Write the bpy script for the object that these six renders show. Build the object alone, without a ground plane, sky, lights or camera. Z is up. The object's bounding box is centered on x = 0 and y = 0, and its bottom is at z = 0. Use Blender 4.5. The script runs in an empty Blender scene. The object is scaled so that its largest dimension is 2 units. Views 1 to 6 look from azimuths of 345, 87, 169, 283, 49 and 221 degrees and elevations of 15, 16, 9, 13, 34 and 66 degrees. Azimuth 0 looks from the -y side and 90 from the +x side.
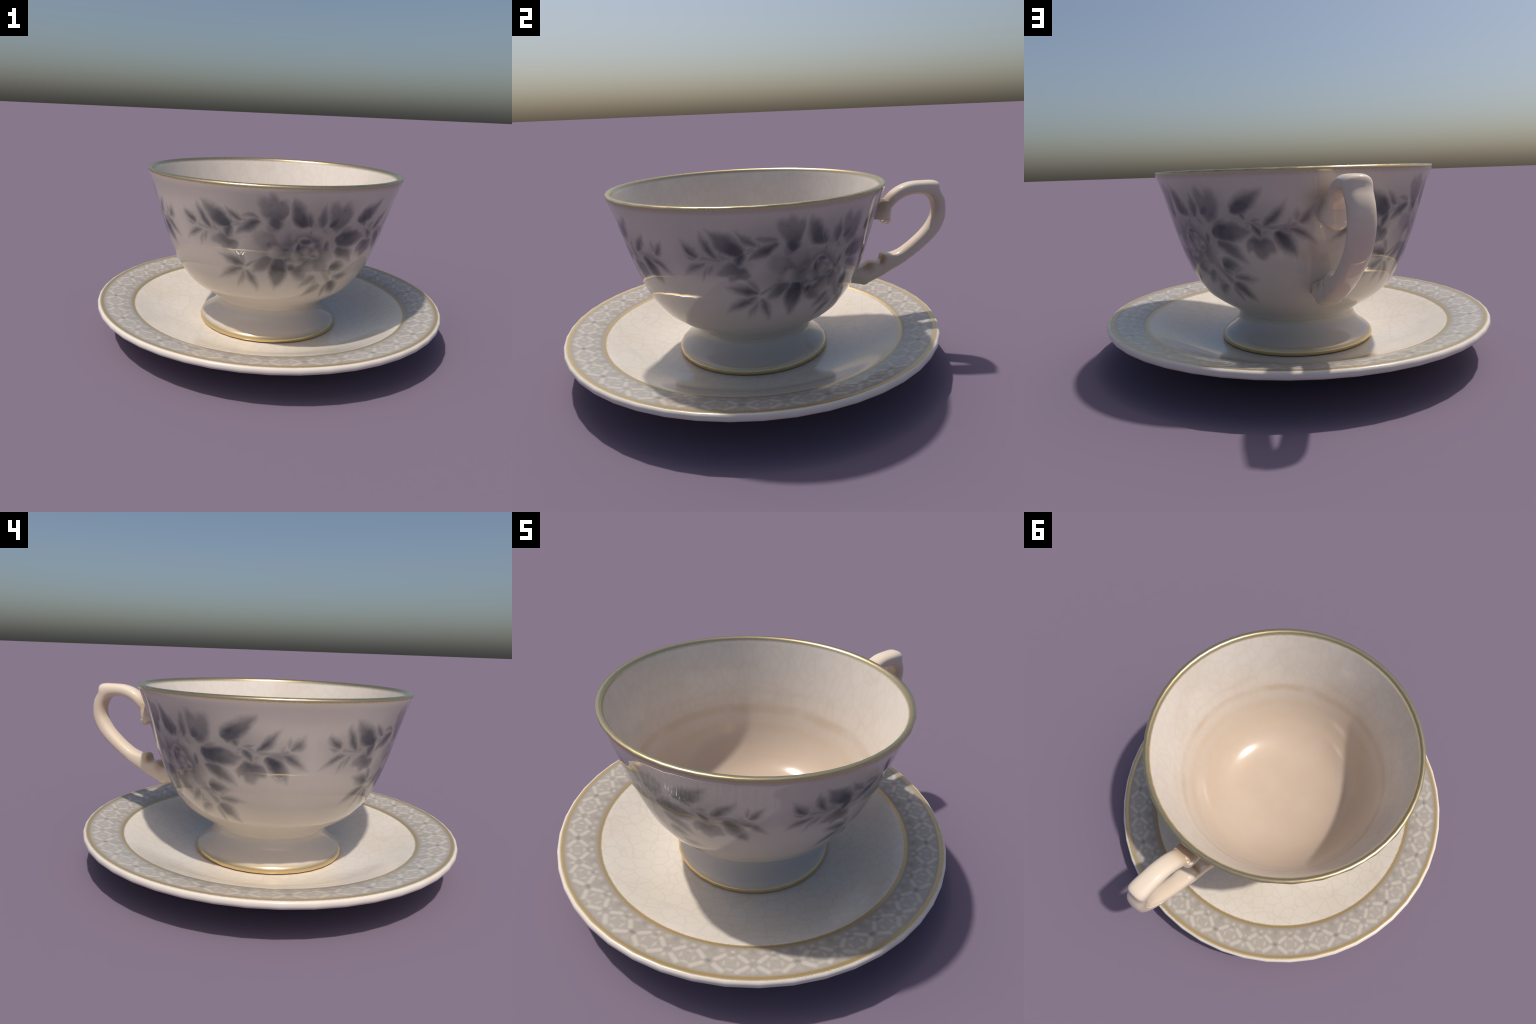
"""A footed porcelain teacup with grey-blue flower garlands and gilt rims,
standing on a matching saucer with a grey lattice border."""
import bpy, math
from math import pi, sin, cos, atan2, hypot, radians
from mathutils import Vector

AXIS_Y = -0.0323          # both pieces turn about the vertical line x = 0, y = AXIS_Y
CUP_Z = 0.047             # the cup stands on the saucer's well
CUP_SIDES, SAUCER_SIDES = 32, 48

# ------------------------------------------------------------------ helpers
def smooth_curve(points, steps):
    """Catmull-Rom through the control points (centripetal-ish, end points kept)."""
    out = []
    n = len(points)
    for i in range(n - 1):
        p0 = points[max(i - 1, 0)]; p1 = points[i]; p2 = points[i + 1]; p3 = points[min(i + 2, n - 1)]
        d1 = math.dist(p1, p2) or 1e-6
        d0 = math.dist(p0, p1) or d1
        d2 = math.dist(p2, p3) or d1
        m1 = [((b - a) / d0 * d1 + (c - b)) / 2 if i > 0 else (c - b) for a, b, c in zip(p0, p1, p2)]
        m2 = [((c - b) + (d - c) / d2 * d1) / 2 if i < n - 2 else (c - b) for b, c, d in zip(p1, p2, p3)]
        for s in range(steps):
            t = s / steps
            h1 = 2*t**3 - 3*t**2 + 1; h2 = t**3 - 2*t**2 + t; h3 = -2*t**3 + 3*t**2; h4 = t**3 - t**2
            out.append(tuple(h1*a + h2*ma + h3*b + h4*mb for a, ma, b, mb in zip(p1, m1, p2, m2)))
    out.append(tuple(points[-1]))
    return out


def profile_normals(prof):
    ns = []
    for i in range(len(prof)):
        a = prof[max(i - 1, 0)]; b = prof[min(i + 1, len(prof) - 1)]
        dr, dz = b[0] - a[0], b[1] - a[1]
        l = hypot(dr, dz) or 1
        ns.append((dz / l, -dr / l))      # profile runs so that this points outwards
    return ns


def make_object(name, verts, faces, normals, material, parent, location):
    me = bpy.data.meshes.new(name)
    me.from_pydata(verts, [], faces)
    me.update()
    for p in me.polygons:
        p.use_smooth = True
    if normals:
        me.normals_split_custom_set_from_vertices(normals)
    me.materials.append(material)
    ob = bpy.data.objects.new(name, me)
    bpy.context.scene.collection.objects.link(ob)
    ob.parent = parent
    ob.location = location
    return ob


def lathe(name, prof, norms, sides, material, parent, flat_rings=0):
    """Turn one stretch of an (r, z) profile; radius 0 at an end becomes a pole.
    The first flat_rings rings lie on the chords of a ring with half as many sides."""
    verts, normals, faces, rings = [], [], [], []
    for i, ((r, z), (nr, nz)) in enumerate(zip(prof, norms)):
        if r < 1e-5:
            rings.append([len(verts)])
            verts.append((0, 0, z)); normals.append((0, 0, 1 if nz > 0 else -1))
        else:
            ring = []
            for k in range(sides):
                a = 2 * pi * k / sides
                ring.append(len(verts))
                q = r * cos(2 * pi / sides) if i < flat_rings and k % 2 else r
                verts.append((q * cos(a), q * sin(a), z)); normals.append((nr * cos(a), nr * sin(a), nz))
            rings.append(ring)
    for A, B in zip(rings, rings[1:]):
        for k in range(sides):
            j = (k + 1) % sides
            if len(A) == 1:
                faces.append((A[0], B[j], B[k]))
            elif len(B) == 1:
                faces.append((A[k], A[j], B[0]))
            else:
                faces.append((A[k], A[j], B[j], B[k]))
    return make_object(name, verts, faces, normals, material, parent, (0, 0, 0))


# ------------------------------------------------------------------ node kit
class Kit:
    """Short-hand for building node trees."""
    def __init__(self, tree):
        self.t = tree

    def node(self, kind, **props):
        n = self.t.nodes.new(kind)
        for k, v in props.items():
            setattr(n, k, v)
        return n

    def put(self, socket, v):
        if isinstance(v, bpy.types.NodeSocket):
            self.t.links.new(v, socket)
        elif v is not None:
            socket.default_value = v

    def math(self, op, a, b=None, c=None, clamp=False):
        n = self.node('ShaderNodeMath', operation=op, use_clamp=clamp)
        for s, v in zip(n.inputs, (a, b, c)):
            self.put(s, v)
        return n.outputs[0]

    def step(self, v, lo, hi, a=0.0, b=1.0):
        n = self.node('ShaderNodeMapRange', interpolation_type='SMOOTHSTEP')
        for s, x in zip(n.inputs, (v, lo, hi, a, b)):
            self.put(s, x)
        return n.outputs[0]

    def band(self, v, lo, hi, soft):
        return self.math('MULTIPLY', self.step(v, lo - soft, lo + soft), self.step(v, hi - soft, hi + soft, 1.0, 0.0))

    def mixf(self, f, a, b):
        n = self.node('ShaderNodeMix', data_type='FLOAT')
        self.put(n.inputs[0], f); self.put(n.inputs[2], a); self.put(n.inputs[3], b)
        return n.outputs[0]

    def mixc(self, f, a, b, blend='MIX'):
        n = self.node('ShaderNodeMix', data_type='RGBA', blend_type=blend)
        self.put(n.inputs[0], f)
        self.put(n.inputs[6], (*a, 1) if isinstance(a, tuple) else a)
        self.put(n.inputs[7], (*b, 1) if isinstance(b, tuple) else b)
        return n.outputs[2]

    def mapping(self, vec, loc, rot, scale):
        n = self.node('ShaderNodeMapping', vector_type='TEXTURE')
        self.put(n.inputs[0], vec)
        n.inputs[1].default_value = loc; n.inputs[2].default_value = (0, 0, rot); n.inputs[3].default_value = scale
        return n.outputs[0]

    def noise(self, vec, scale, detail=2.0, rough=0.5):
        n = self.node('ShaderNodeTexNoise')
        self.put(n.inputs['Vector'], vec)
        n.inputs['Scale'].default_value = scale; n.inputs['Detail'].default_value = detail
        n.inputs['Roughness'].default_value = rough
        return n.outputs[0]

    def split(self, vec):
        n = self.node('ShaderNodeSeparateXYZ'); self.put(n.inputs[0], vec)
        return n.outputs

    def join(self, x, y, z=0.0):
        n = self.node('ShaderNodeCombineXYZ')
        for s, v in zip(n.inputs, (x, y, z)):
            self.put(s, v)
        return n.outputs[0]

    def group(self, tree, *vals):
        n = self.node('ShaderNodeGroup'); n.node_tree = tree
        for s, v in zip(n.inputs, vals):
            self.put(s, v)
        return n.outputs[0]


def new_group(name, inputs):
    g = bpy.data.node_groups.new(name, 'ShaderNodeTree')
    for nm, kind in inputs:
        g.interface.new_socket(nm, in_out='INPUT', socket_type='NodeSocket' + kind)
    g.interface.new_socket('Value', in_out='OUTPUT', socket_type='NodeSocketFloat')
    k = Kit(g)
    return g, k, k.node('NodeGroupInput').outputs, k.node('NodeGroupOutput').inputs[0]


def leaf_group():
    """Brush-stroke leaf: x runs base to tip (0..1), y across; dark base fading to the tip."""
    g, k, i, o = new_group('leaf_stroke', [('Value', 'Float'), ('Vector', 'Vector'), ('Dark', 'Float'), ('Soft', 'Float'), ('Bend', 'Float')])
    x, y, _ = k.split(i['Vector'])
    t = k.math('ADD', x, 0.0, clamp=True)
    w = k.math('MULTIPLY', k.math('MULTIPLY', k.math('POWER', t, 0.55), 2.45),
               k.math('POWER', k.math('SUBTRACT', 1.0, t), 0.85))
    y = k.math('SUBTRACT', y, k.math('MULTIPLY', i['Bend'], k.math('MULTIPLY', t, k.math('SUBTRACT', 1.0, t))))
    gap = k.math('SUBTRACT', w, k.math('ABSOLUTE', y))
    m = k.math('MULTIPLY', k.step(gap, 0.0, i['Soft']), k.step(x, 0.0, 0.16))
    shade = k.math('MULTIPLY', i['Dark'], k.math('MULTIPLY_ADD', k.step(x, 0.3, 1.0), -0.45, 1.0))
    k.put(o, k.math('MAXIMUM', i['Value'], k.math('MULTIPLY', m, shade)))
    return g


def spot_group():
    """Soft round dab, added where it is darker than what is there."""
    g, k, i, o = new_group('soft_dab', [('Value', 'Float'), ('Vector', 'Vector'), ('Dark', 'Float')])
    n = k.node('ShaderNodeVectorMath', operation='LENGTH'); k.put(n.inputs[0], i['Vector'])
    k.put(o, k.math('MAXIMUM', i['Value'], k.math('MULTIPLY', k.step(n.outputs['Value'], 0.1, 1.55, 1.0, 0.0), i['Dark'])))
    return g


def petal_group():
    """Petal that covers what lies below: dark at the base, pale towards the rim."""
    g, k, i, o = new_group('petal_stroke', [('Value', 'Float'), ('Vector', 'Vector'), ('Tip', 'Float')])
    x, y, _ = k.split(i['Vector'])
    n = k.node('ShaderNodeVectorMath', operation='LENGTH')
    k.put(n.inputs[0], k.join(k.math('MULTIPLY_ADD', x, 2.0, -1.0), y))
    m = k.step(n.outputs['Value'], 0.5, 1.2, 1.0, 0.0)
    shade = k.mixf(k.step(x, 0.05, 0.8), 0.84, k.math('MULTIPLY_ADD', i['Tip'], 0.95, 0.20))
    k.put(o, k.mixf(m, i['Value'], shade))
    return g


def bar_group():
    """Short straight bar: x along, y across, both within -1..1."""
    g, k, i, o = new_group('lattice_bar', [('Value', 'Float'), ('Vector', 'Vector'), ('Level', 'Float')])
    x, y, _ = k.split(i['Vector'])
    m = k.math('MULTIPLY', k.step(k.math('ABSOLUTE', x), 0.65, 1.2, 1.0, 0.0), k.step(k.math('ABSOLUTE', y), 0.1, 1.5, 1.0, 0.0))
    k.put(o, k.math('MAXIMUM', i['Value'], k.math('MULTIPLY', m, i['Level'])))
    return g


LEAF, SPOT, PETAL, BAR = leaf_group(), spot_group(), petal_group(), bar_group()

CREAM = (0.67, 0.595, 0.51)
WELL = (0.70, 0.635, 0.555)
WHITE = (0.70, 0.63, 0.55)
TAN = (0.47, 0.31, 0.18)
FOOT = (0.57, 0.50, 0.43)
INK = (0.046, 0.052, 0.066)
GOLD = (0.62, 0.49, 0.27)
GREY = (0.345, 0.307, 0.268)


def new_material(name):
    m = bpy.data.materials.new(name)
    m.use_nodes = True
    k = Kit(m.node_tree)
    bsdf = m.node_tree.nodes['Principled BSDF']
    co = k.node('ShaderNodeTexCoord').outputs['Object']
    return m, k, bsdf, co


def crackle(k, co, scale, width):
    """1 on the fine lines of a crazed glaze, 0 elsewhere."""
    v = k.node('ShaderNodeTexVoronoi', feature='DISTANCE_TO_EDGE')
    wob = k.node('ShaderNodeTexNoise'); k.put(wob.inputs['Vector'], co); wob.inputs['Scale'].default_value = 9
    off = k.node('ShaderNodeVectorMath', operation='MULTIPLY_ADD')
    k.put(off.inputs[0], wob.outputs['Color']); off.inputs[1].default_value = (0.02, 0.02, 0.02); k.put(off.inputs[2], co)
    k.put(v.inputs['Vector'], off.outputs[0]); v.inputs['Scale'].default_value = scale
    return k.step(v.outputs['Distance'], 0.0, width, 1.0, 0.0)


def glaze(k, bsdf, color, rough, metal=0.0, bump=None, strength=0.1, distance=0.002):
    k.put(bsdf.inputs['Base Color'], color)
    k.put(bsdf.inputs['Roughness'], rough)
    k.put(bsdf.inputs['Metallic'], metal)
    bsdf.inputs['IOR'].default_value = 1.5
    if bump is not None:
        b = k.node('ShaderNodeBump'); b.inputs['Strength'].default_value = strength; b.inputs['Distance'].default_value = distance
        k.put(b.inputs['Height'], bump)
        k.put(bsdf.inputs['Normal'], b.outputs[0])


# ------------------------------------------------------------------ the garland
def garland(k, co):
    """Darkness 0..1 of the painted flowers.  The garland repeats three times round
    the bowl; u is the distance along the wall from the flower, v the height."""
    x, y, z = k.split(co)
    ang = k.math('ARCTAN2', y, x)
    third = 2 * pi / 3
    phi = k.math('SUBTRACT', k.math('FLOORED_MODULO', k.math('ADD', ang, radians(92) + third / 2), third), third / 2)
    wob = k.node('ShaderNodeTexNoise'); k.put(wob.inputs['Vector'], co)
    wob.inputs['Scale'].default_value = 15; wob.inputs['Detail'].default_value = 3
    u = k.math('MULTIPLY', phi, 0.6)
    v = k.math('ADD', z, CUP_Z)
    off = k.node('ShaderNodeVectorMath', operation='MULTIPLY_ADD')
    k.put(off.inputs[0], wob.outputs['Color']); off.inputs[1].default_value = (0.034, 0.034, 0)
    k.put(off.inputs[2], k.join(k.math('SUBTRACT', u, 0.017), k.math('SUBTRACT', v, 0.017)))
    u, v, _ = k.split(off.outputs[0])
    val, side = [0.0], [1]

    def at(loc, rot, sx, sy):
        # the running value rides along in z, so that the strokes are evaluated one after the other
        return k.mapping(k.join(u, v, val[0]), (loc[0], loc[1], 0), rot, (sx, sy, 1e6))

    def place(u0, v0, u1, v1):
        return atan2(v1 - v0, u1 - u0), hypot(u1 - u0, v1 - v0)

    def leaf(u0, v0, u1, v1, half, dark):
        a, l = place(u0, v0, u1, v1)
        half = half * 1.32 + 0.0215
        bend = 0.0 if min(abs(u1 - u0), abs(v1 - v0)) < 0.3 * l else math.copysign(min(2.2, 0.05 / half), -(u1 - u0) * (v1 - v0))
        p = at((u0 - 0.08 * (u1 - u0), v0 - 0.08 * (v1 - v0)), a, l * 1.40, half)
        val[0] = k.group(LEAF, val[0], p, min(0.92, dark * 1.12), min(1.3, 0.052 / half), bend)
        # a fainter, narrower leaf fanned out behind it
        side[0] = -side[0]
        if l > 0.05 and half < 0.064:
            p = at((u0, v0), a + side[0] * 0.62, l * 0.98, half * 0.62)
            val[0] = k.group(LEAF, val[0], p, dark * 0.72, min(1.3, 0.052 / half), bend + side[0] * 1.2)

    def stem(u0, v0, u1, v1, half, dark):
        a, l = place(u0, v0, u1, v1)
        p = at(((u0 + u1) / 2, (v0 + v1) / 2), a, l / 2 * 1.15, half * 2.0)
        val[0] = k.group(BAR, val[0], p, dark)

    def petal(u0, v0, u1, v1, half, tip):
        a, l = place(u0, v0, u1, v1)
        val[0] = k.group(PETAL, val[0], at((u0, v0), a, l * 1.05, half), tip)

    def spot(u0, v0, ru, rv, dark):
        val[0] = k.group(SPOT, val[0], at((u0, v0), 0, ru, rv), dark)

    # pale wash under the whole spray
    spot(-0.42, 0.690, 0.17, 0.085, 0.36)
    spot(-0.20, 0.735, 0.17, 0.110, 0.36)
    spot(0.09, 0.735, 0.17, 0.110, 0.42)
    spot(0.30, 0.700, 0.18, 0.090, 0.36)
    spot(0.48, 0.670, 0.12, 0.075, 0.22)
    spot(0.12, 0.480, 0.14, 0.100, 0.24)
    spot(0.05, 0.710, 0.15, 0.105, 0.48)
    spot(-0.11, 0.700, 0.11, 0.100, 0.44)
    spot(0.16, 0.650, 0.10, 0.090, 0.46)
    spot(-0.36, 0.670, 0.09, 0.060, 0.40)
    spot(0.38, 0.660, 0.10, 0.060, 0.40)
    spot(-0.14, 0.520, 0.12, 0.080, 0.22)
    # buds
    petal(-0.347, 0.664, -0.440, 0.622, 0.028, 0.36)
    petal(-0.348, 0.650, -0.387, 0.584, 0.028, 0.34)
    petal(-0.348, 0.650, -0.318, 0.594, 0.031, 0.36)
    petal(-0.127, 0.740, -0.202, 0.856, 0.036, 0.36)
    petal(-0.127, 0.740, -0.154, 0.875, 0.031, 0.32)
    petal(-0.124, 0.743, -0.101, 0.849, 0.026, 0.4)
    petal(0.145, 0.696, 0.107, 0.845, 0.032, 0.4)
    petal(0.157, 0.695, 0.181, 0.835, 0.045, 0.4)
    petal(0.368, 0.636, 0.312, 0.578, 0.031, 0.38)
    petal(0.371, 0.633, 0.373, 0.537, 0.039, 0.34)
    petal(0.371, 0.633, 0.434, 0.569, 0.034, 0.38)
    # twigs
    stem(-0.326, 0.714, -0.241, 0.735, 0.006, .5)
    stem(-0.358, 0.718, -0.316, 0.717, 0.006, .5)
    stem(-0.507, 0.697, -0.419, 0.682, 0.007, .5)
    stem(-0.419, 0.682, -0.330, 0.708, 0.006, .5)
    stem(-0.326, 0.716, -0.244, 0.735, 0.006, .5)
    stem(-0.273, 0.518, -0.171, 0.580, 0.006, .5)
    stem(0.105, 0.524, 0.192, 0.422, 0.011, .5)
    stem(0.412, 0.678, 0.526, 0.685, 0.007, .5)
    stem(0.312, 0.694, 0.428, 0.681, 0.007, .5)
    # shadows in the buds
    spot(-0.396, 0.620, 0.021, 0.016, 0.58)
    spot(-0.160, 0.825, 0.023, 0.015, 0.6)
    spot(-0.110, 0.831, 0.019, 0.018, 0.52)
    spot(0.160, 0.799, 0.017, 0.015, 0.6)
    spot(0.108, 0.831, 0.013, 0.013, 0.5)
    spot(0.379, 0.590, 0.023, 0.017, 0.58)
    spot(0.320, 0.586, 0.013, 0.023, 0.5)
    # leaves and calyxes
    leaf(-0.390, 0.686, -0.426, 0.729, 0.025, 0.5)
    leaf(-0.361, 0.690, -0.396, 0.636, 0.019, 0.5)
    leaf(-0.244, 0.731, -0.273, 0.778, 0.019, 0.5)
    leaf(-0.244, 0.724, -0.226, 0.678, 0.019, 0.45)
    leaf(-0.290, 0.730, -0.321, 0.695, 0.015, 0.45)
    leaf(-0.076, 0.701, -0.094, 0.774, 0.020, 0.4)
    leaf(0.037, 0.715, 0.033, 0.793, 0.019, 0.45)
    leaf(0.112, 0.684, 0.071, 0.742, 0.018, 0.6)
    leaf(-0.149, 0.592, -0.197, 0.548, 0.024, 0.5)
    leaf(-0.060, 0.555, -0.028, 0.481, 0.027, 0.5)
    leaf(0.156, 0.687, 0.232, 0.729, 0.023, 0.6)
    leaf(0.174, 0.599, 0.236, 0.568, 0.032, 0.45)
    leaf(0.339, 0.692, 0.319, 0.647, 0.017, 0.5)
    leaf(0.415, 0.669, 0.388, 0.623, 0.020, 0.5)
    leaf(0.435, 0.685, 0.434, 0.728, 0.014, 0.45)
    leaf(-0.507, 0.699, -0.563, 0.772, 0.019, 0.8)
    leaf(-0.426, 0.684, -0.479, 0.796, 0.020, 0.85)
    leaf(-0.474, 0.678, -0.578, 0.614, 0.015, 0.78)
    leaf(-0.449, 0.674, -0.472, 0.609, 0.012, 0.6)
    leaf(-0.322, 0.709, -0.440, 0.806, 0.040, 0.92)
    leaf(-0.322, 0.726, -0.353, 0.630, 0.024, 0.95)
    leaf(-0.271, 0.742, -0.344, 0.810, 0.018, 0.78)
    leaf(-0.186, 0.750, -0.306, 0.673, 0.025, 0.92)
    leaf(-0.200, 0.752, -0.235, 0.802, 0.014, 0.6)
    leaf(-0.270, 0.520, -0.395, 0.557, 0.024, 0.75)
    leaf(-0.272, 0.503, -0.409, 0.430, 0.019, 0.75)
    leaf(-0.277, 0.498, -0.231, 0.386, 0.019, 0.7)
    leaf(-0.112, 0.703, -0.144, 0.798, 0.031, 0.9)
    leaf(-0.105, 0.701, -0.170, 0.720, 0.019, 0.75)
    leaf(0.010, 0.708, -0.055, 0.838, 0.036, 0.85)
    leaf(0.016, 0.708, 0.001, 0.803, 0.021, 0.85)
    leaf(0.065, 0.707, 0.070, 0.826, 0.027, 0.72)
    leaf(0.105, 0.723, 0.139, 0.783, 0.030, 0.9)
    leaf(0.103, 0.471, 0.024, 0.402, 0.026, 0.6)
    leaf(0.148, 0.409, 0.062, 0.342, 0.022, 0.6)
    leaf(-0.103, 0.576, -0.119, 0.419, 0.042, 0.88)
    leaf(-0.125, 0.568, -0.229, 0.486, 0.034, 0.68)
    leaf(-0.092, 0.573, -0.061, 0.481, 0.027, 0.7)
    leaf(-0.051, 0.532, 0.024, 0.444, 0.038, 0.66)
    leaf(0.244, 0.738, 0.369, 0.825, 0.035, 0.85)
    leaf(0.136, 0.654, 0.320, 0.658, 0.042, 0.9)
    leaf(0.151, 0.614, 0.279, 0.533, 0.030, 0.72)
    leaf(0.151, 0.512, 0.249, 0.507, 0.028, 0.75)
    leaf(0.195, 0.452, 0.322, 0.445, 0.018, 0.65)
    leaf(0.180, 0.422, 0.278, 0.334, 0.027, 0.7)
    leaf(0.281, 0.745, 0.312, 0.695, 0.017, 0.8)
    leaf(0.329, 0.706, 0.392, 0.736, 0.013, 0.65)
    leaf(0.336, 0.696, 0.371, 0.621, 0.020, 0.85)
    leaf(0.385, 0.683, 0.472, 0.778, 0.021, 0.82)
    leaf(0.429, 0.666, 0.507, 0.562, 0.032, 0.82)
    leaf(0.481, 0.676, 0.587, 0.609, 0.018, 0.78)
    leaf(0.522, 0.690, 0.576, 0.756, 0.017, 0.75)
    leaf(0.459, 0.660, 0.500, 0.724, 0.014, 0.55)
    # body of the open flower
    spot(-0.054, 0.613, 0.213, 0.132, 0.68)
    # its petals
    petal(-0.094, 0.627, -0.233, 0.677, 0.052, 0.36)
    petal(-0.057, 0.635, -0.128, 0.706, 0.044, 0.3)
    petal(-0.013, 0.646, -0.053, 0.715, 0.034, 0.28)
    petal(0.002, 0.653, -0.002, 0.722, 0.035, 0.22)
    petal(0.041, 0.641, 0.068, 0.707, 0.043, 0.2)
    petal(0.053, 0.612, 0.119, 0.655, 0.043, 0.2)
    petal(0.063, 0.582, 0.160, 0.564, 0.039, 0.2)
    petal(0.049, 0.564, 0.134, 0.505, 0.036, 0.26)
    petal(0.007, 0.562, 0.059, 0.491, 0.043, 0.22)
    petal(-0.036, 0.573, -0.036, 0.525, 0.038, 0.16)
    petal(-0.079, 0.602, -0.169, 0.591, 0.036, 0.15)
    petal(0.002, 0.620, -0.013, 0.674, 0.030, 0.26)
    petal(0.009, 0.617, 0.041, 0.642, 0.027, 0.3)
    petal(0.012, 0.608, 0.082, 0.577, 0.035, 0.22)
    petal(0.007, 0.603, 0.022, 0.558, 0.026, 0.3)
    petal(-0.002, 0.606, -0.054, 0.562, 0.035, 0.26)
    petal(-0.005, 0.615, -0.057, 0.633, 0.029, 0.34)
    petal(-0.014, 0.631, 0.027, 0.587, 0.025, 0.3)
    # shadows between the petals
    spot(-0.024, 0.623, 0.023, 0.045, 0.92)
    spot(0.006, 0.652, 0.044, 0.021, 0.9)
    spot(-0.086, 0.613, 0.040, 0.031, 0.85)
    spot(0.000, 0.560, 0.039, 0.021, 0.75)
    spot(0.058, 0.575, 0.037, 0.019, 0.75)
    spot(-0.161, 0.634, 0.033, 0.028, 0.78)
    spot(-0.045, 0.517, 0.034, 0.034, 0.88)
    spot(-0.065, 0.682, 0.026, 0.013, 0.62)
    spot(-0.099, 0.651, 0.016, 0.021, 0.68)
    spot(0.022, 0.693, 0.012, 0.033, 0.66)
    spot(0.112, 0.622, 0.021, 0.045, 0.78)
    spot(-0.160, 0.825, 0.023, 0.015, 0.66)
    spot(-0.110, 0.831, 0.017, 0.018, 0.6)
    spot(0.160, 0.799, 0.018, 0.017, 0.66)
    return k.math('MULTIPLY', val[0], k.math('MULTIPLY_ADD', k.noise(co, 14, 2), 0.35, 0.82), clamp=True)


# ------------------------------------------------------------------ materials
def bowl_outside():
    m, k, bsdf, co = new_material('painted_porcelain')
    z = k.split(co)[2]
    paint = garland(k, co)
    base = k.mixc(k.step(k.noise(co, 5, 3), 0.3, 0.75), CREAM, tuple(c * 0.95 for c in CREAM))
    x, y, _ = k.split(co)
    near = k.math('MULTIPLY', k.step(k.math('ABSOLUTE', k.math('ADD', x, -0.03)), 0.02, 0.13, 1.0, 0.0), k.step(y, 0.1, 0.3))
    near = k.math('MULTIPLY', near, k.math('MULTIPLY', k.band(z, 0.50 - CUP_Z, 0.84 - CUP_Z, 0.05), k.step(k.noise(co, 9, 2), 0.35, 0.65)))
    base = k.mixc(k.math('MULTIPLY', near, 0.45), base, TAN)
    col = k.mixc(paint, base, INK)
    grain = k.noise(co, 160, 1)
    edge = k.math('MULTIPLY_ADD', grain, 0.006, k.math('SUBTRACT', z, 0.003))
    rim = k.step(edge, 0.893 - CUP_Z, 0.907 - CUP_Z)
    col = k.mixc(k.math('MULTIPLY', k.step(edge, 0.876 - CUP_Z, 0.900 - CUP_Z), 0.4), col, (0.40, 0.29, 0.18))
    col = k.mixc(rim, col, GOLD)
    ripple = k.math('MULTIPLY_ADD', k.noise(co, 15, 1), 0.30, k.noise(co, 3.5, 2))
    glaze(k, bsdf, col, k.mixf(rim, 0.035, 0.22), k.math('MULTIPLY', rim, 0.9), ripple, 0.06, 0.02)
    return m


def bowl_inside():
    m, k, bsdf, co = new_material('crazed_porcelain')
    x, y, z = k.split(co)
    r = k.math('SQRT', k.math('ADD', k.math('MULTIPLY', x, x), k.math('MULTIPLY', y, y)))
    warp = k.math('MULTIPLY_ADD', k.noise(co, 3, 3), 0.07, z)
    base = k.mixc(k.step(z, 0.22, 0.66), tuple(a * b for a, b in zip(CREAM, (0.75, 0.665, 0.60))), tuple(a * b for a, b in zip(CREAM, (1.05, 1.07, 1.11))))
    # faint tea rings on the curve of the wall
    ring = k.math('SINE', k.math('MULTIPLY', warp, 62.0))
    ring = k.math('MULTIPLY', k.step(ring, -0.6, 1.0), k.band(z, 0.22, 0.56, 0.07))
    base = k.mixc(k.math('MULTIPLY', ring, k.step(k.noise(co, 6, 3), 0.3, 0.7, 0.15, 0.75)), base, tuple(a * b for a, b in zip(CREAM, (0.82, 0.72, 0.62))))
    base = k.mixc(k.math('MULTIPLY', k.step(k.noise(co, 3.2, 4, 0.6), 0.40, 0.70), 0.32), base, tuple(a * b for a, b in zip(CREAM, (0.84, 0.79, 0.76))))
    lines = k.math('MULTIPLY', crackle(k, k.mapping(co, (0, 0, 0), 0, (1, 1, 1.8)), 17, 0.16), k.step(z, 0.30, 0.60, 0.02, 0.075))
    base = k.mixc(lines, base, tuple(c * 0.5 for c in CREAM))
    grain = k.noise(co, 160, 1)
    rim = k.step(k.math('MULTIPLY_ADD', grain, 0.006, k.math('SUBTRACT', z, 0.003)), 0.889 - CUP_Z, 0.909 - CUP_Z)
    col = k.mixc(rim, base, GOLD)
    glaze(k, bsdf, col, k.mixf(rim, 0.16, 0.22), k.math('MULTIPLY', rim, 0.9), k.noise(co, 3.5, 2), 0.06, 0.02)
    return m


def foot_porcelain():
    m, k, bsdf, co = new_material('gilt_footed_porcelain')
    z = k.split(co)[2]
    edge = k.math('MULTIPLY_ADD', k.noise(co, 160, 1), 0.004, k.math('SUBTRACT', z, 0.002))
    gold = k.step(edge, 0.068 - CUP_Z, 0.096 - CUP_Z, 1.0, 0.0)
    col = k.mixc(gold, FOOT, (0.74, 0.55, 0.27))
    glaze(k, bsdf, col, k.mixf(gold, 0.10, 0.20), k.math('MULTIPLY', gold, 0.9))
    return m


def plain_porcelain(name, color, rough):
    m, k, bsdf, co = new_material(name)
    col = k.mixc(k.step(k.noise(co, 6, 3), 0.3, 0.75), color, tuple(c * 0.96 for c in color))
    glaze(k, bsdf, col, rough, 0.0, k.noise(co, 5, 2), 0.05, 0.02)
    return m


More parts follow.
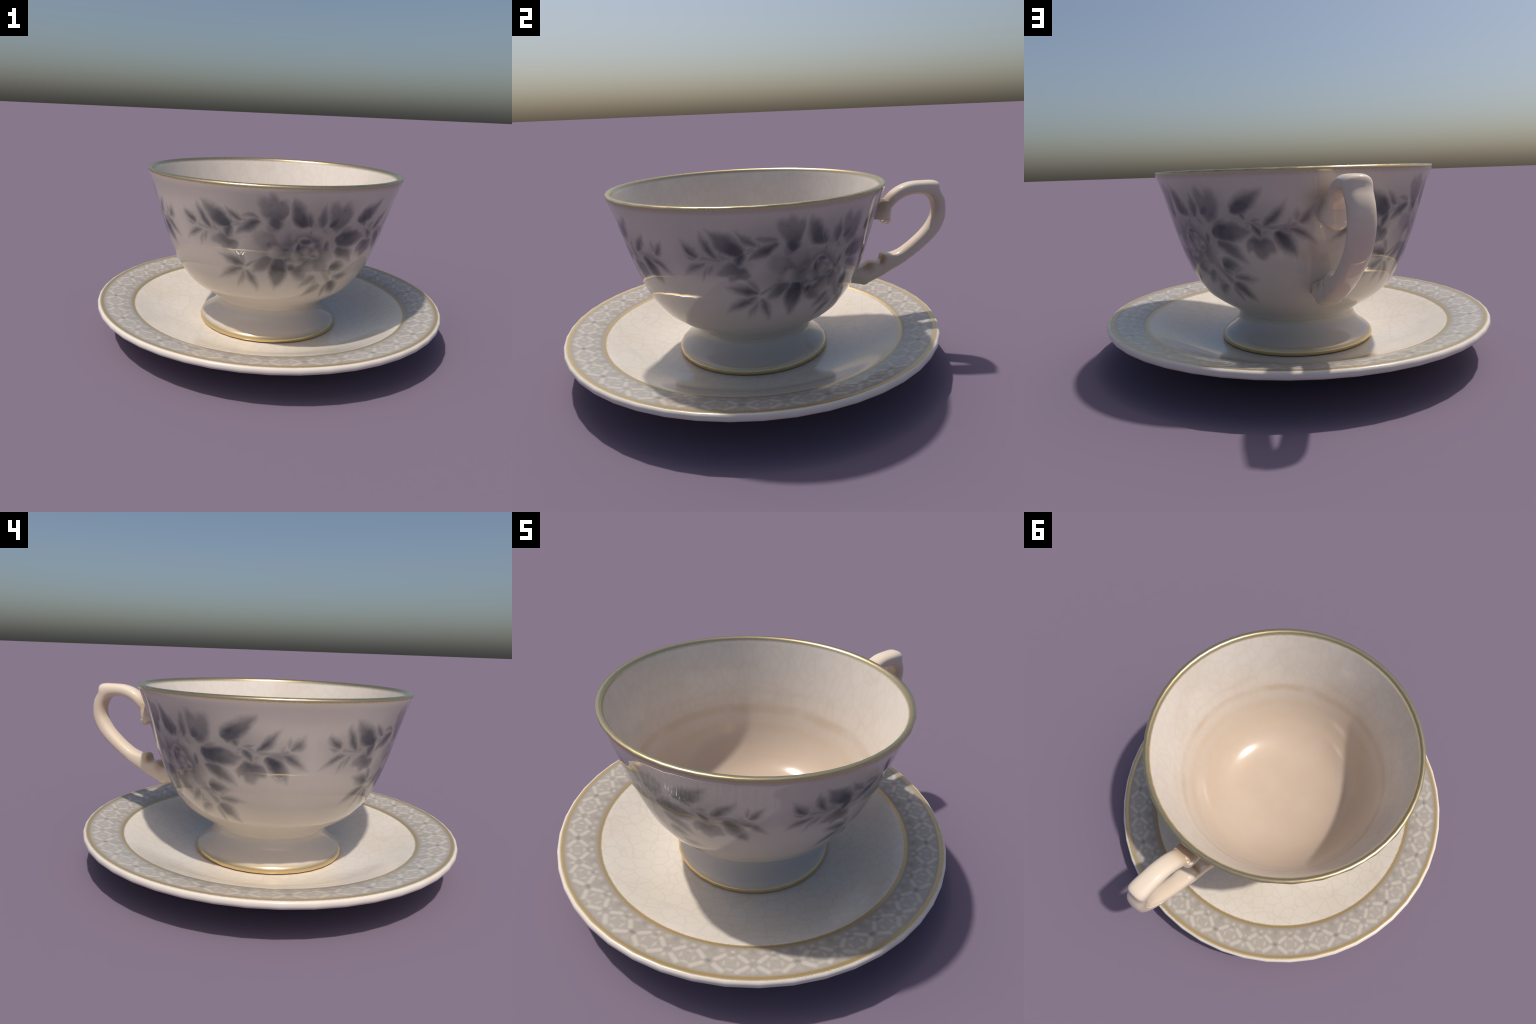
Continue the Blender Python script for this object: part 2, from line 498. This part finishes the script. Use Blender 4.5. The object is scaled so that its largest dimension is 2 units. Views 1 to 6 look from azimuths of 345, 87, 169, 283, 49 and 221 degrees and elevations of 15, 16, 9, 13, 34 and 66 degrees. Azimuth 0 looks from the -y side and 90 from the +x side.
def handle_porcelain():
    m, k, bsdf, co = new_material('ivory_porcelain')
    ivory = (0.75, 0.62, 0.485)
    col = k.mixc(k.step(k.noise(co, 6, 3), 0.3, 0.75), ivory, tuple(c * 0.95 for c in ivory))
    x, y, z = k.split(co)
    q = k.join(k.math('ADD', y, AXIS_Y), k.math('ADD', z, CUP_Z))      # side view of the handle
    tan_patch = k.group(SPOT, 0.0, k.mapping(q, (0.655, 0.770, 0), 0.9, (0.070, 0.040, 1e6)), 0.85)
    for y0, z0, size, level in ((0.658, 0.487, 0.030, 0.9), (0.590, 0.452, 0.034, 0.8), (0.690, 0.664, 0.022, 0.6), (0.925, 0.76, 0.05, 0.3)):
        tan_patch = k.group(SPOT, tan_patch, k.mapping(q, (y0, z0, 0), 0, (size, size, 1e6)), level)
    col = k.mixc(tan_patch, col, TAN)
    glaze(k, bsdf, col, 0.08, 0.0, k.noise(co, 5, 2), 0.05, 0.02)
    return m


def saucer_top():
    m, k, bsdf, co = new_material('lattice_bordered_porcelain')
    x, y, z = k.split(co)
    r = k.math('SQRT', k.math('ADD', k.math('MULTIPLY', x, x), k.math('MULTIPLY', y, y)))
    deg = k.math('MULTIPLY', k.math('ARCTAN2', y, x), 180 / pi)
    turn = k.math('FLOORED_MODULO', k.math('ADD', deg, 360 - 6.15 + 5.625), 22.5)      # two crossings per motif
    plain = k.step(turn, 11.24, 11.26)                                                # every second crossing is plainer
    a = k.math('SUBTRACT', k.math('FLOORED_MODULO', turn, 11.25), 5.625)
    s = k.math('MULTIPLY', k.math('ABSOLUTE', a), 0.01522)                            # 0 at a crossing, 0.0856 mid-lozenge
    h = k.math('SUBTRACT', r, 0.872)
    q = k.join(s, h)
    light = [0.0]
    mid = 0.0856

    def bar(x0, y0, x1, y1, half, level):
        an, l = atan2(y1 - y0, x1 - x0), hypot(x1 - x0, y1 - y0)
        light[0] = k.group(BAR, light[0], k.mapping(q, ((x0 + x1) / 2, (y0 + y1) / 2, 0), an, (l / 2, half, 1)), level)

    def dab(x0, y0, rx, ry, level):
        light[0] = k.group(SPOT, light[0], k.mapping(q, (x0, y0, 0), 0, (rx, ry, 1)), level)

    dab(mid, 0.000, 0.075, 0.062, 0.22)
    bar(0.014, 0.008, 0.067, 0.047, 0.0125, 1.0)
    bar(0.016, -0.006, 0.064, -0.047, 0.0125, 1.0)
    dab(mid, -0.028, 0.020, 0.010, 0.7)
    dab(mid, 0.031, 0.022, 0.010, 0.7)
    dab(mid - 0.027, 0.001, 0.009, 0.018, 0.7)
    dab(mid, -0.062, 0.011, 0.010, 0.85)
    dab(0.038, -0.064, 0.018, 0.014, 0.55)
    dab(0.0, 0.040, 0.020, 0.012, 0.3)
    showy = k.math('SUBTRACT', 1.0, plain)
    dab(0.0, 0.028, 0.011, 0.013, k.math('MULTIPLY_ADD', showy, 0.6, 0.25))
    dab(0.0, -0.022, 0.010, 0.010, k.math('MULTIPLY_ADD', showy, 0.4, 0.15))
    dark = k.group(SPOT, 0.0, k.mapping(q, (0, 0, 0), 0, (0.013, 0.009, 1)), k.math('MULTIPLY_ADD', plain, 0.55, 0.15))
    dark = k.group(SPOT, dark, k.mapping(q, (mid, -0.045, 0), 0, (0.009, 0.007, 1)), 0.4)
    dark = k.group(SPOT, dark, k.mapping(q, (0, -0.066, 0), 0, (0.012, 0.016, 1)), 0.22)
    lace = k.math('MULTIPLY', light[0], k.math('MULTIPLY_ADD', k.noise(co, 40, 2), 0.5, 0.72), clamp=True)
    lace = k.math('ADD', lace, k.math('MULTIPLY_ADD', k.noise(co, 75, 2), 0.5, -0.20), clamp=True)
    grey = k.mixc(dark, GREY, tuple(c * 0.45 for c in GREY))
    edge = k.math('ADD', k.step(r, 0.79, 0.80, 1.0, 0.0), k.step(r, 0.915, 0.93))
    grey = k.mixc(k.math('MULTIPLY', edge, 0.25, clamp=True), grey, (0.22, 0.20, 0.17))
    border = k.mixc(lace, grey, (0.515, 0.46, 0.395))
    # cream well with crazing
    well = k.mixc(k.step(k.noise(co, 5, 3), 0.35, 0.7), WELL, tuple(a * b for a, b in zip(WELL, (0.97, 0.95, 0.92))))
    lines = k.math('MULTIPLY', crackle(k, co, 15, 0.09), 0.13)
    well = k.mixc(lines, well, tuple(c * 0.45 for c in CREAM))
    grain = k.math('MULTIPLY_ADD', k.noise(co, 150, 1), 0.008, -0.004)
    rg = k.math('ADD', r, grain)
    col = k.mixc(k.step(rg, 0.766, 0.775), well, border)
    col = k.mixc(k.step(rg, 0.938, 0.950), col, WHITE)
    gold = k.math('ADD', k.band(rg, 0.768, 0.785, 0.005), k.band(rg, 0.931, 0.950, 0.006), clamp=True)
    col = k.mixc(gold, col, (0.58, 0.43, 0.215))
    relief = k.math('MULTIPLY', k.math('MULTIPLY', lace, k.band(rg, 0.79, 0.925, 0.006)), 0.4)
    bump = k.math('ADD', k.math('ADD', k.noise(co, 3.5, 2), relief), k.math('MULTIPLY', k.math('MULTIPLY', gold, k.noise(co, 150, 1)), 0.06))
    glaze(k, bsdf, col, k.mixf(gold, 0.12, 0.30), k.math('MULTIPLY', gold, 0.6), bump, 0.06, 0.02)
    return m


# ------------------------------------------------------------------ the cup
def root(name, z, label, category):
    e = bpy.data.objects.new(name, None)
    e.empty_display_size = 0.1
    e.location = (0, AXIS_Y, z)
    e["label"], e["category"] = label, category
    bpy.context.scene.collection.objects.link(e)
    return e


def down(points, z0):
    return [(r, z - z0) for r, z in points]


def split_at(prof, norms, *cuts):
    edges = [0, *cuts, len(prof) - 1]
    return [(prof[a:b + 1], norms[a:b + 1]) for a, b in zip(edges, edges[1:])]


cup = root('teacup', CUP_Z, 'footed white porcelain teacup with grey flower garlands, gilt rim', 'teacup')
outside_mat, inside_mat, foot_mat = bowl_outside(), bowl_inside(), foot_porcelain()
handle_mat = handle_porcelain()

outer = [(0.255, 0.165), (0.302, 0.192), (0.328, 0.2185), (0.360, 0.2405), (0.391, 0.2605), (0.419, 0.280),
         (0.446, 0.301), (0.467, 0.322), (0.485, 0.345), (0.501, 0.368), (0.517, 0.393), (0.533, 0.422),
         (0.550, 0.460), (0.566, 0.500), (0.582, 0.545), (0.601, 0.603), (0.620, 0.670), (0.639, 0.740),
         (0.657, 0.805), (0.672, 0.850), (0.684, 0.884)]
lip = [(0.6895, 0.9035), (0.6865, 0.9150), (0.6690, 0.9165), (0.6600, 0.9040)]
inner = [(0.654, 0.886), (0.641, 0.845), (0.624, 0.790), (0.604, 0.720), (0.583, 0.645), (0.563, 0.580), (0.541, 0.515),
         (0.517, 0.455), (0.488, 0.400), (0.450, 0.348), (0.402, 0.303), (0.345, 0.270), (0.27, 0.248), (0.16, 0.236), (0.0, 0.232)]
STEP = 3
wall_curve, hollow_curve = smooth_curve(outer, STEP), smooth_curve(inner, STEP)
prof = down(wall_curve + lip + hollow_curve, CUP_Z)        # the lip itself is a plain roll of four edges
norms = profile_normals(prof)
c1 = len(wall_curve) - 1
c2 = c1 + 3
c3 = c1 + len(lip) + 1
wall, rim_out, rim_in, hollow = split_at(prof, norms, c1, c2, c3)
lathe('bowl', *wall, CUP_SIDES, outside_mat, cup)
lathe('gilt_rim', *rim_out, 2 * CUP_SIDES, outside_mat, cup, flat_rings=2)
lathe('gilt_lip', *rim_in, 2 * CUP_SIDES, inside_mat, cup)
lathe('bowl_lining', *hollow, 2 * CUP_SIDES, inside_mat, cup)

foot = [(0.0, 0.120), (0.20, 0.110), (0.31, 0.075), (0.335, 0.053), (0.352, 0.0475), (0.378, 0.0475), (0.390, 0.050),
        (0.3965, 0.058), (0.397, 0.067), (0.391, 0.079), (0.377, 0.091), (0.357, 0.105), (0.336, 0.122),
        (0.318, 0.142), (0.306, 0.163), (0.302, 0.182), (0.300, 0.200)]
fp = down(smooth_curve(foot, STEP), CUP_Z)
lathe('foot', fp, profile_normals(fp), CUP_SIDES, foot_mat, cup)

# handle: pairs of points on its outer and inner edge (y, z) and its half width
stations = [(0.592, 0.722, 0.592, 0.690, 0.044), (0.640, 0.752, 0.640, 0.700, 0.046), (0.659, 0.772, 0.672, 0.712, 0.046),
            (0.681, 0.802, 0.700, 0.735, 0.046), (0.715, 0.838, 0.720, 0.756, 0.046), (0.755, 0.863, 0.742, 0.780, 0.047),
            (0.790, 0.876, 0.780, 0.804, 0.047), (0.827, 0.883, 0.820, 0.815, 0.048), (0.883, 0.8845, 0.853, 0.8165, 0.049),
            (0.925, 0.884, 0.882, 0.812, 0.051), (0.949, 0.879, 0.899, 0.803, 0.052), (0.9585, 0.8695, 0.908, 0.795, 0.052),
            (0.962, 0.842, 0.918, 0.784, 0.051), (0.989, 0.796, 0.930, 0.757, 0.050), (0.9995, 0.742, 0.933, 0.725, 0.050),
            (0.998, 0.685, 0.927, 0.693, 0.049), (0.968, 0.613, 0.897, 0.640, 0.048), (0.908, 0.548, 0.845, 0.586, 0.047),
            (0.837, 0.489, 0.779, 0.533, 0.047), (0.790, 0.458, 0.738, 0.511, 0.048), (0.745, 0.431, 0.712, 0.5055, 0.049),
            (0.715, 0.413, 0.692, 0.510, 0.051), (0.700, 0.404, 0.678, 0.511, 0.052), (0.690, 0.398, 0.668, 0.504, 0.052),
            (0.680, 0.393, 0.660, 0.477, 0.051), (0.667, 0.386, 0.649, 0.466, 0.051), (0.645, 0.375, 0.613, 0.473, 0.053),
            (0.614, 0.362, 0.585, 0.457, 0.055), (0.590, 0.347, 0.566, 0.449, 0.057), (0.569, 0.341, 0.552, 0.445, 0.058),
            (0.545, 0.348, 0.530, 0.442, 0.056), (0.462, 0.362, 0.475, 0.430, 0.052)]


def band_mesh(name, rows, sides, power, material, parent):
    """Loft rounded-box cross-sections; each row is (y0, z0, y1, z1, half_width)."""
    verts, faces = [], []
    for y0, z0, y1, z1, w in rows:
        cy, cz, hy, hz = (y0 + y1) / 2 - AXIS_Y, (z0 + z1) / 2 - CUP_Z, (y0 - y1) / 2, (z0 - z1) / 2
        for j in range(sides):
            a = 2 * pi * j / sides
            c, s = cos(a), sin(a)
            sharp = power if cz + CUP_Z > 0.52 or cy > 0.80 else power + 1.6      # crisper section on the leaf scrolls
            px = abs(c) ** (2 / power) * (1 if c > 0 else -1)
            pq = abs(s) ** (2 / sharp) * (1 if s > 0 else -1)
            verts.append((px * w, cy + pq * hy, cz + pq * hz))
    for i in range(len(rows) - 1):
        for j in range(sides):
            a, b = i * sides + j, i * sides + (j + 1) % sides
            faces.append((a, b, b + sides, a + sides))
    n = len(verts)
    faces.append(tuple(range(sides))[::-1]); faces.append(tuple(range(n - sides, n)))
    ob = make_object(name, verts, faces, None, material, parent, (0, 0, 0))
    return ob


rows = smooth_curve(stations, 2)
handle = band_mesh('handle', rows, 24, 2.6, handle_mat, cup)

# shell-shaped clasp hanging from the upper end of the handle; rows run downwards (front y, back y)
shield = [(0.795, 0.712, 0.668, 0.044), (0.775, 0.717, 0.632, 0.0475), (0.755, 0.7155, 0.600, 0.054), (0.735, 0.713, 0.590, 0.059),
          (0.715, 0.711, 0.588, 0.060), (0.704, 0.711, 0.590, 0.057), (0.697, 0.711, 0.636, 0.053), (0.688, 0.711, 0.653, 0.046),
          (0.677, 0.707, 0.661, 0.034), (0.668, 0.699, 0.674, 0.018)]
clasp_rows = [(yf, z, yb, z, w) for z, yf, yb, w in smooth_curve(shield, 2)]
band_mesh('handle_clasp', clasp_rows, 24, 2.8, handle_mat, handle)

# ------------------------------------------------------------------ the saucer
saucer = root('saucer', 0.0, 'white porcelain saucer with grey lattice border and gilt lines', 'saucer')
top_mat = saucer_top()
under_mat = plain_porcelain('white_porcelain', WHITE, 0.15)
top = [(0.0, 0.0455), (0.20, 0.0455), (0.40, 0.0465), (0.47, 0.0520), (0.54, 0.0665), (0.61, 0.0895), (0.68, 0.1190), (0.735, 0.1445),
       (0.766, 0.1580), (0.785, 0.1645), (0.825, 0.1755), (0.870, 0.1850), (0.910, 0.1920), (0.934, 0.1965)]
edge = [(0.946, 0.1990), (0.956, 0.1985), (0.9625, 0.1935), (0.9653, 0.1850), (0.9645, 0.1760), (0.9590, 0.1680), (0.9470, 0.1620)]
under = [(0.90, 0.150), (0.82, 0.125), (0.74, 0.092), (0.67, 0.062), (0.60, 0.040), (0.555, 0.026), (0.535, 0.012), (0.528, 0.002), (0.520, 0.0), (0.505, 0.0), (0.496, 0.002),
         (0.488, 0.012), (0.475, 0.023), (0.40, 0.024), (0.0, 0.024)]
full = (top + edge + under)[::-1]
sp = smooth_curve(full, STEP)
sn = profile_normals(sp)
e1 = (len(under)) * STEP
e2 = (len(under) + len(edge)) * STEP
e3 = (len(under) + len(edge) + 5) * STEP
underside, lip_part, border_part, well_part = split_at(sp, sn, e1, e2, e3)
lathe('base', *underside, SAUCER_SIDES, under_mat, saucer)
lathe('lip', *lip_part, SAUCER_SIDES, top_mat, saucer)
lathe('lattice_border', *border_part, SAUCER_SIDES, top_mat, saucer)
lathe('well', *well_part, SAUCER_SIDES, top_mat, saucer)
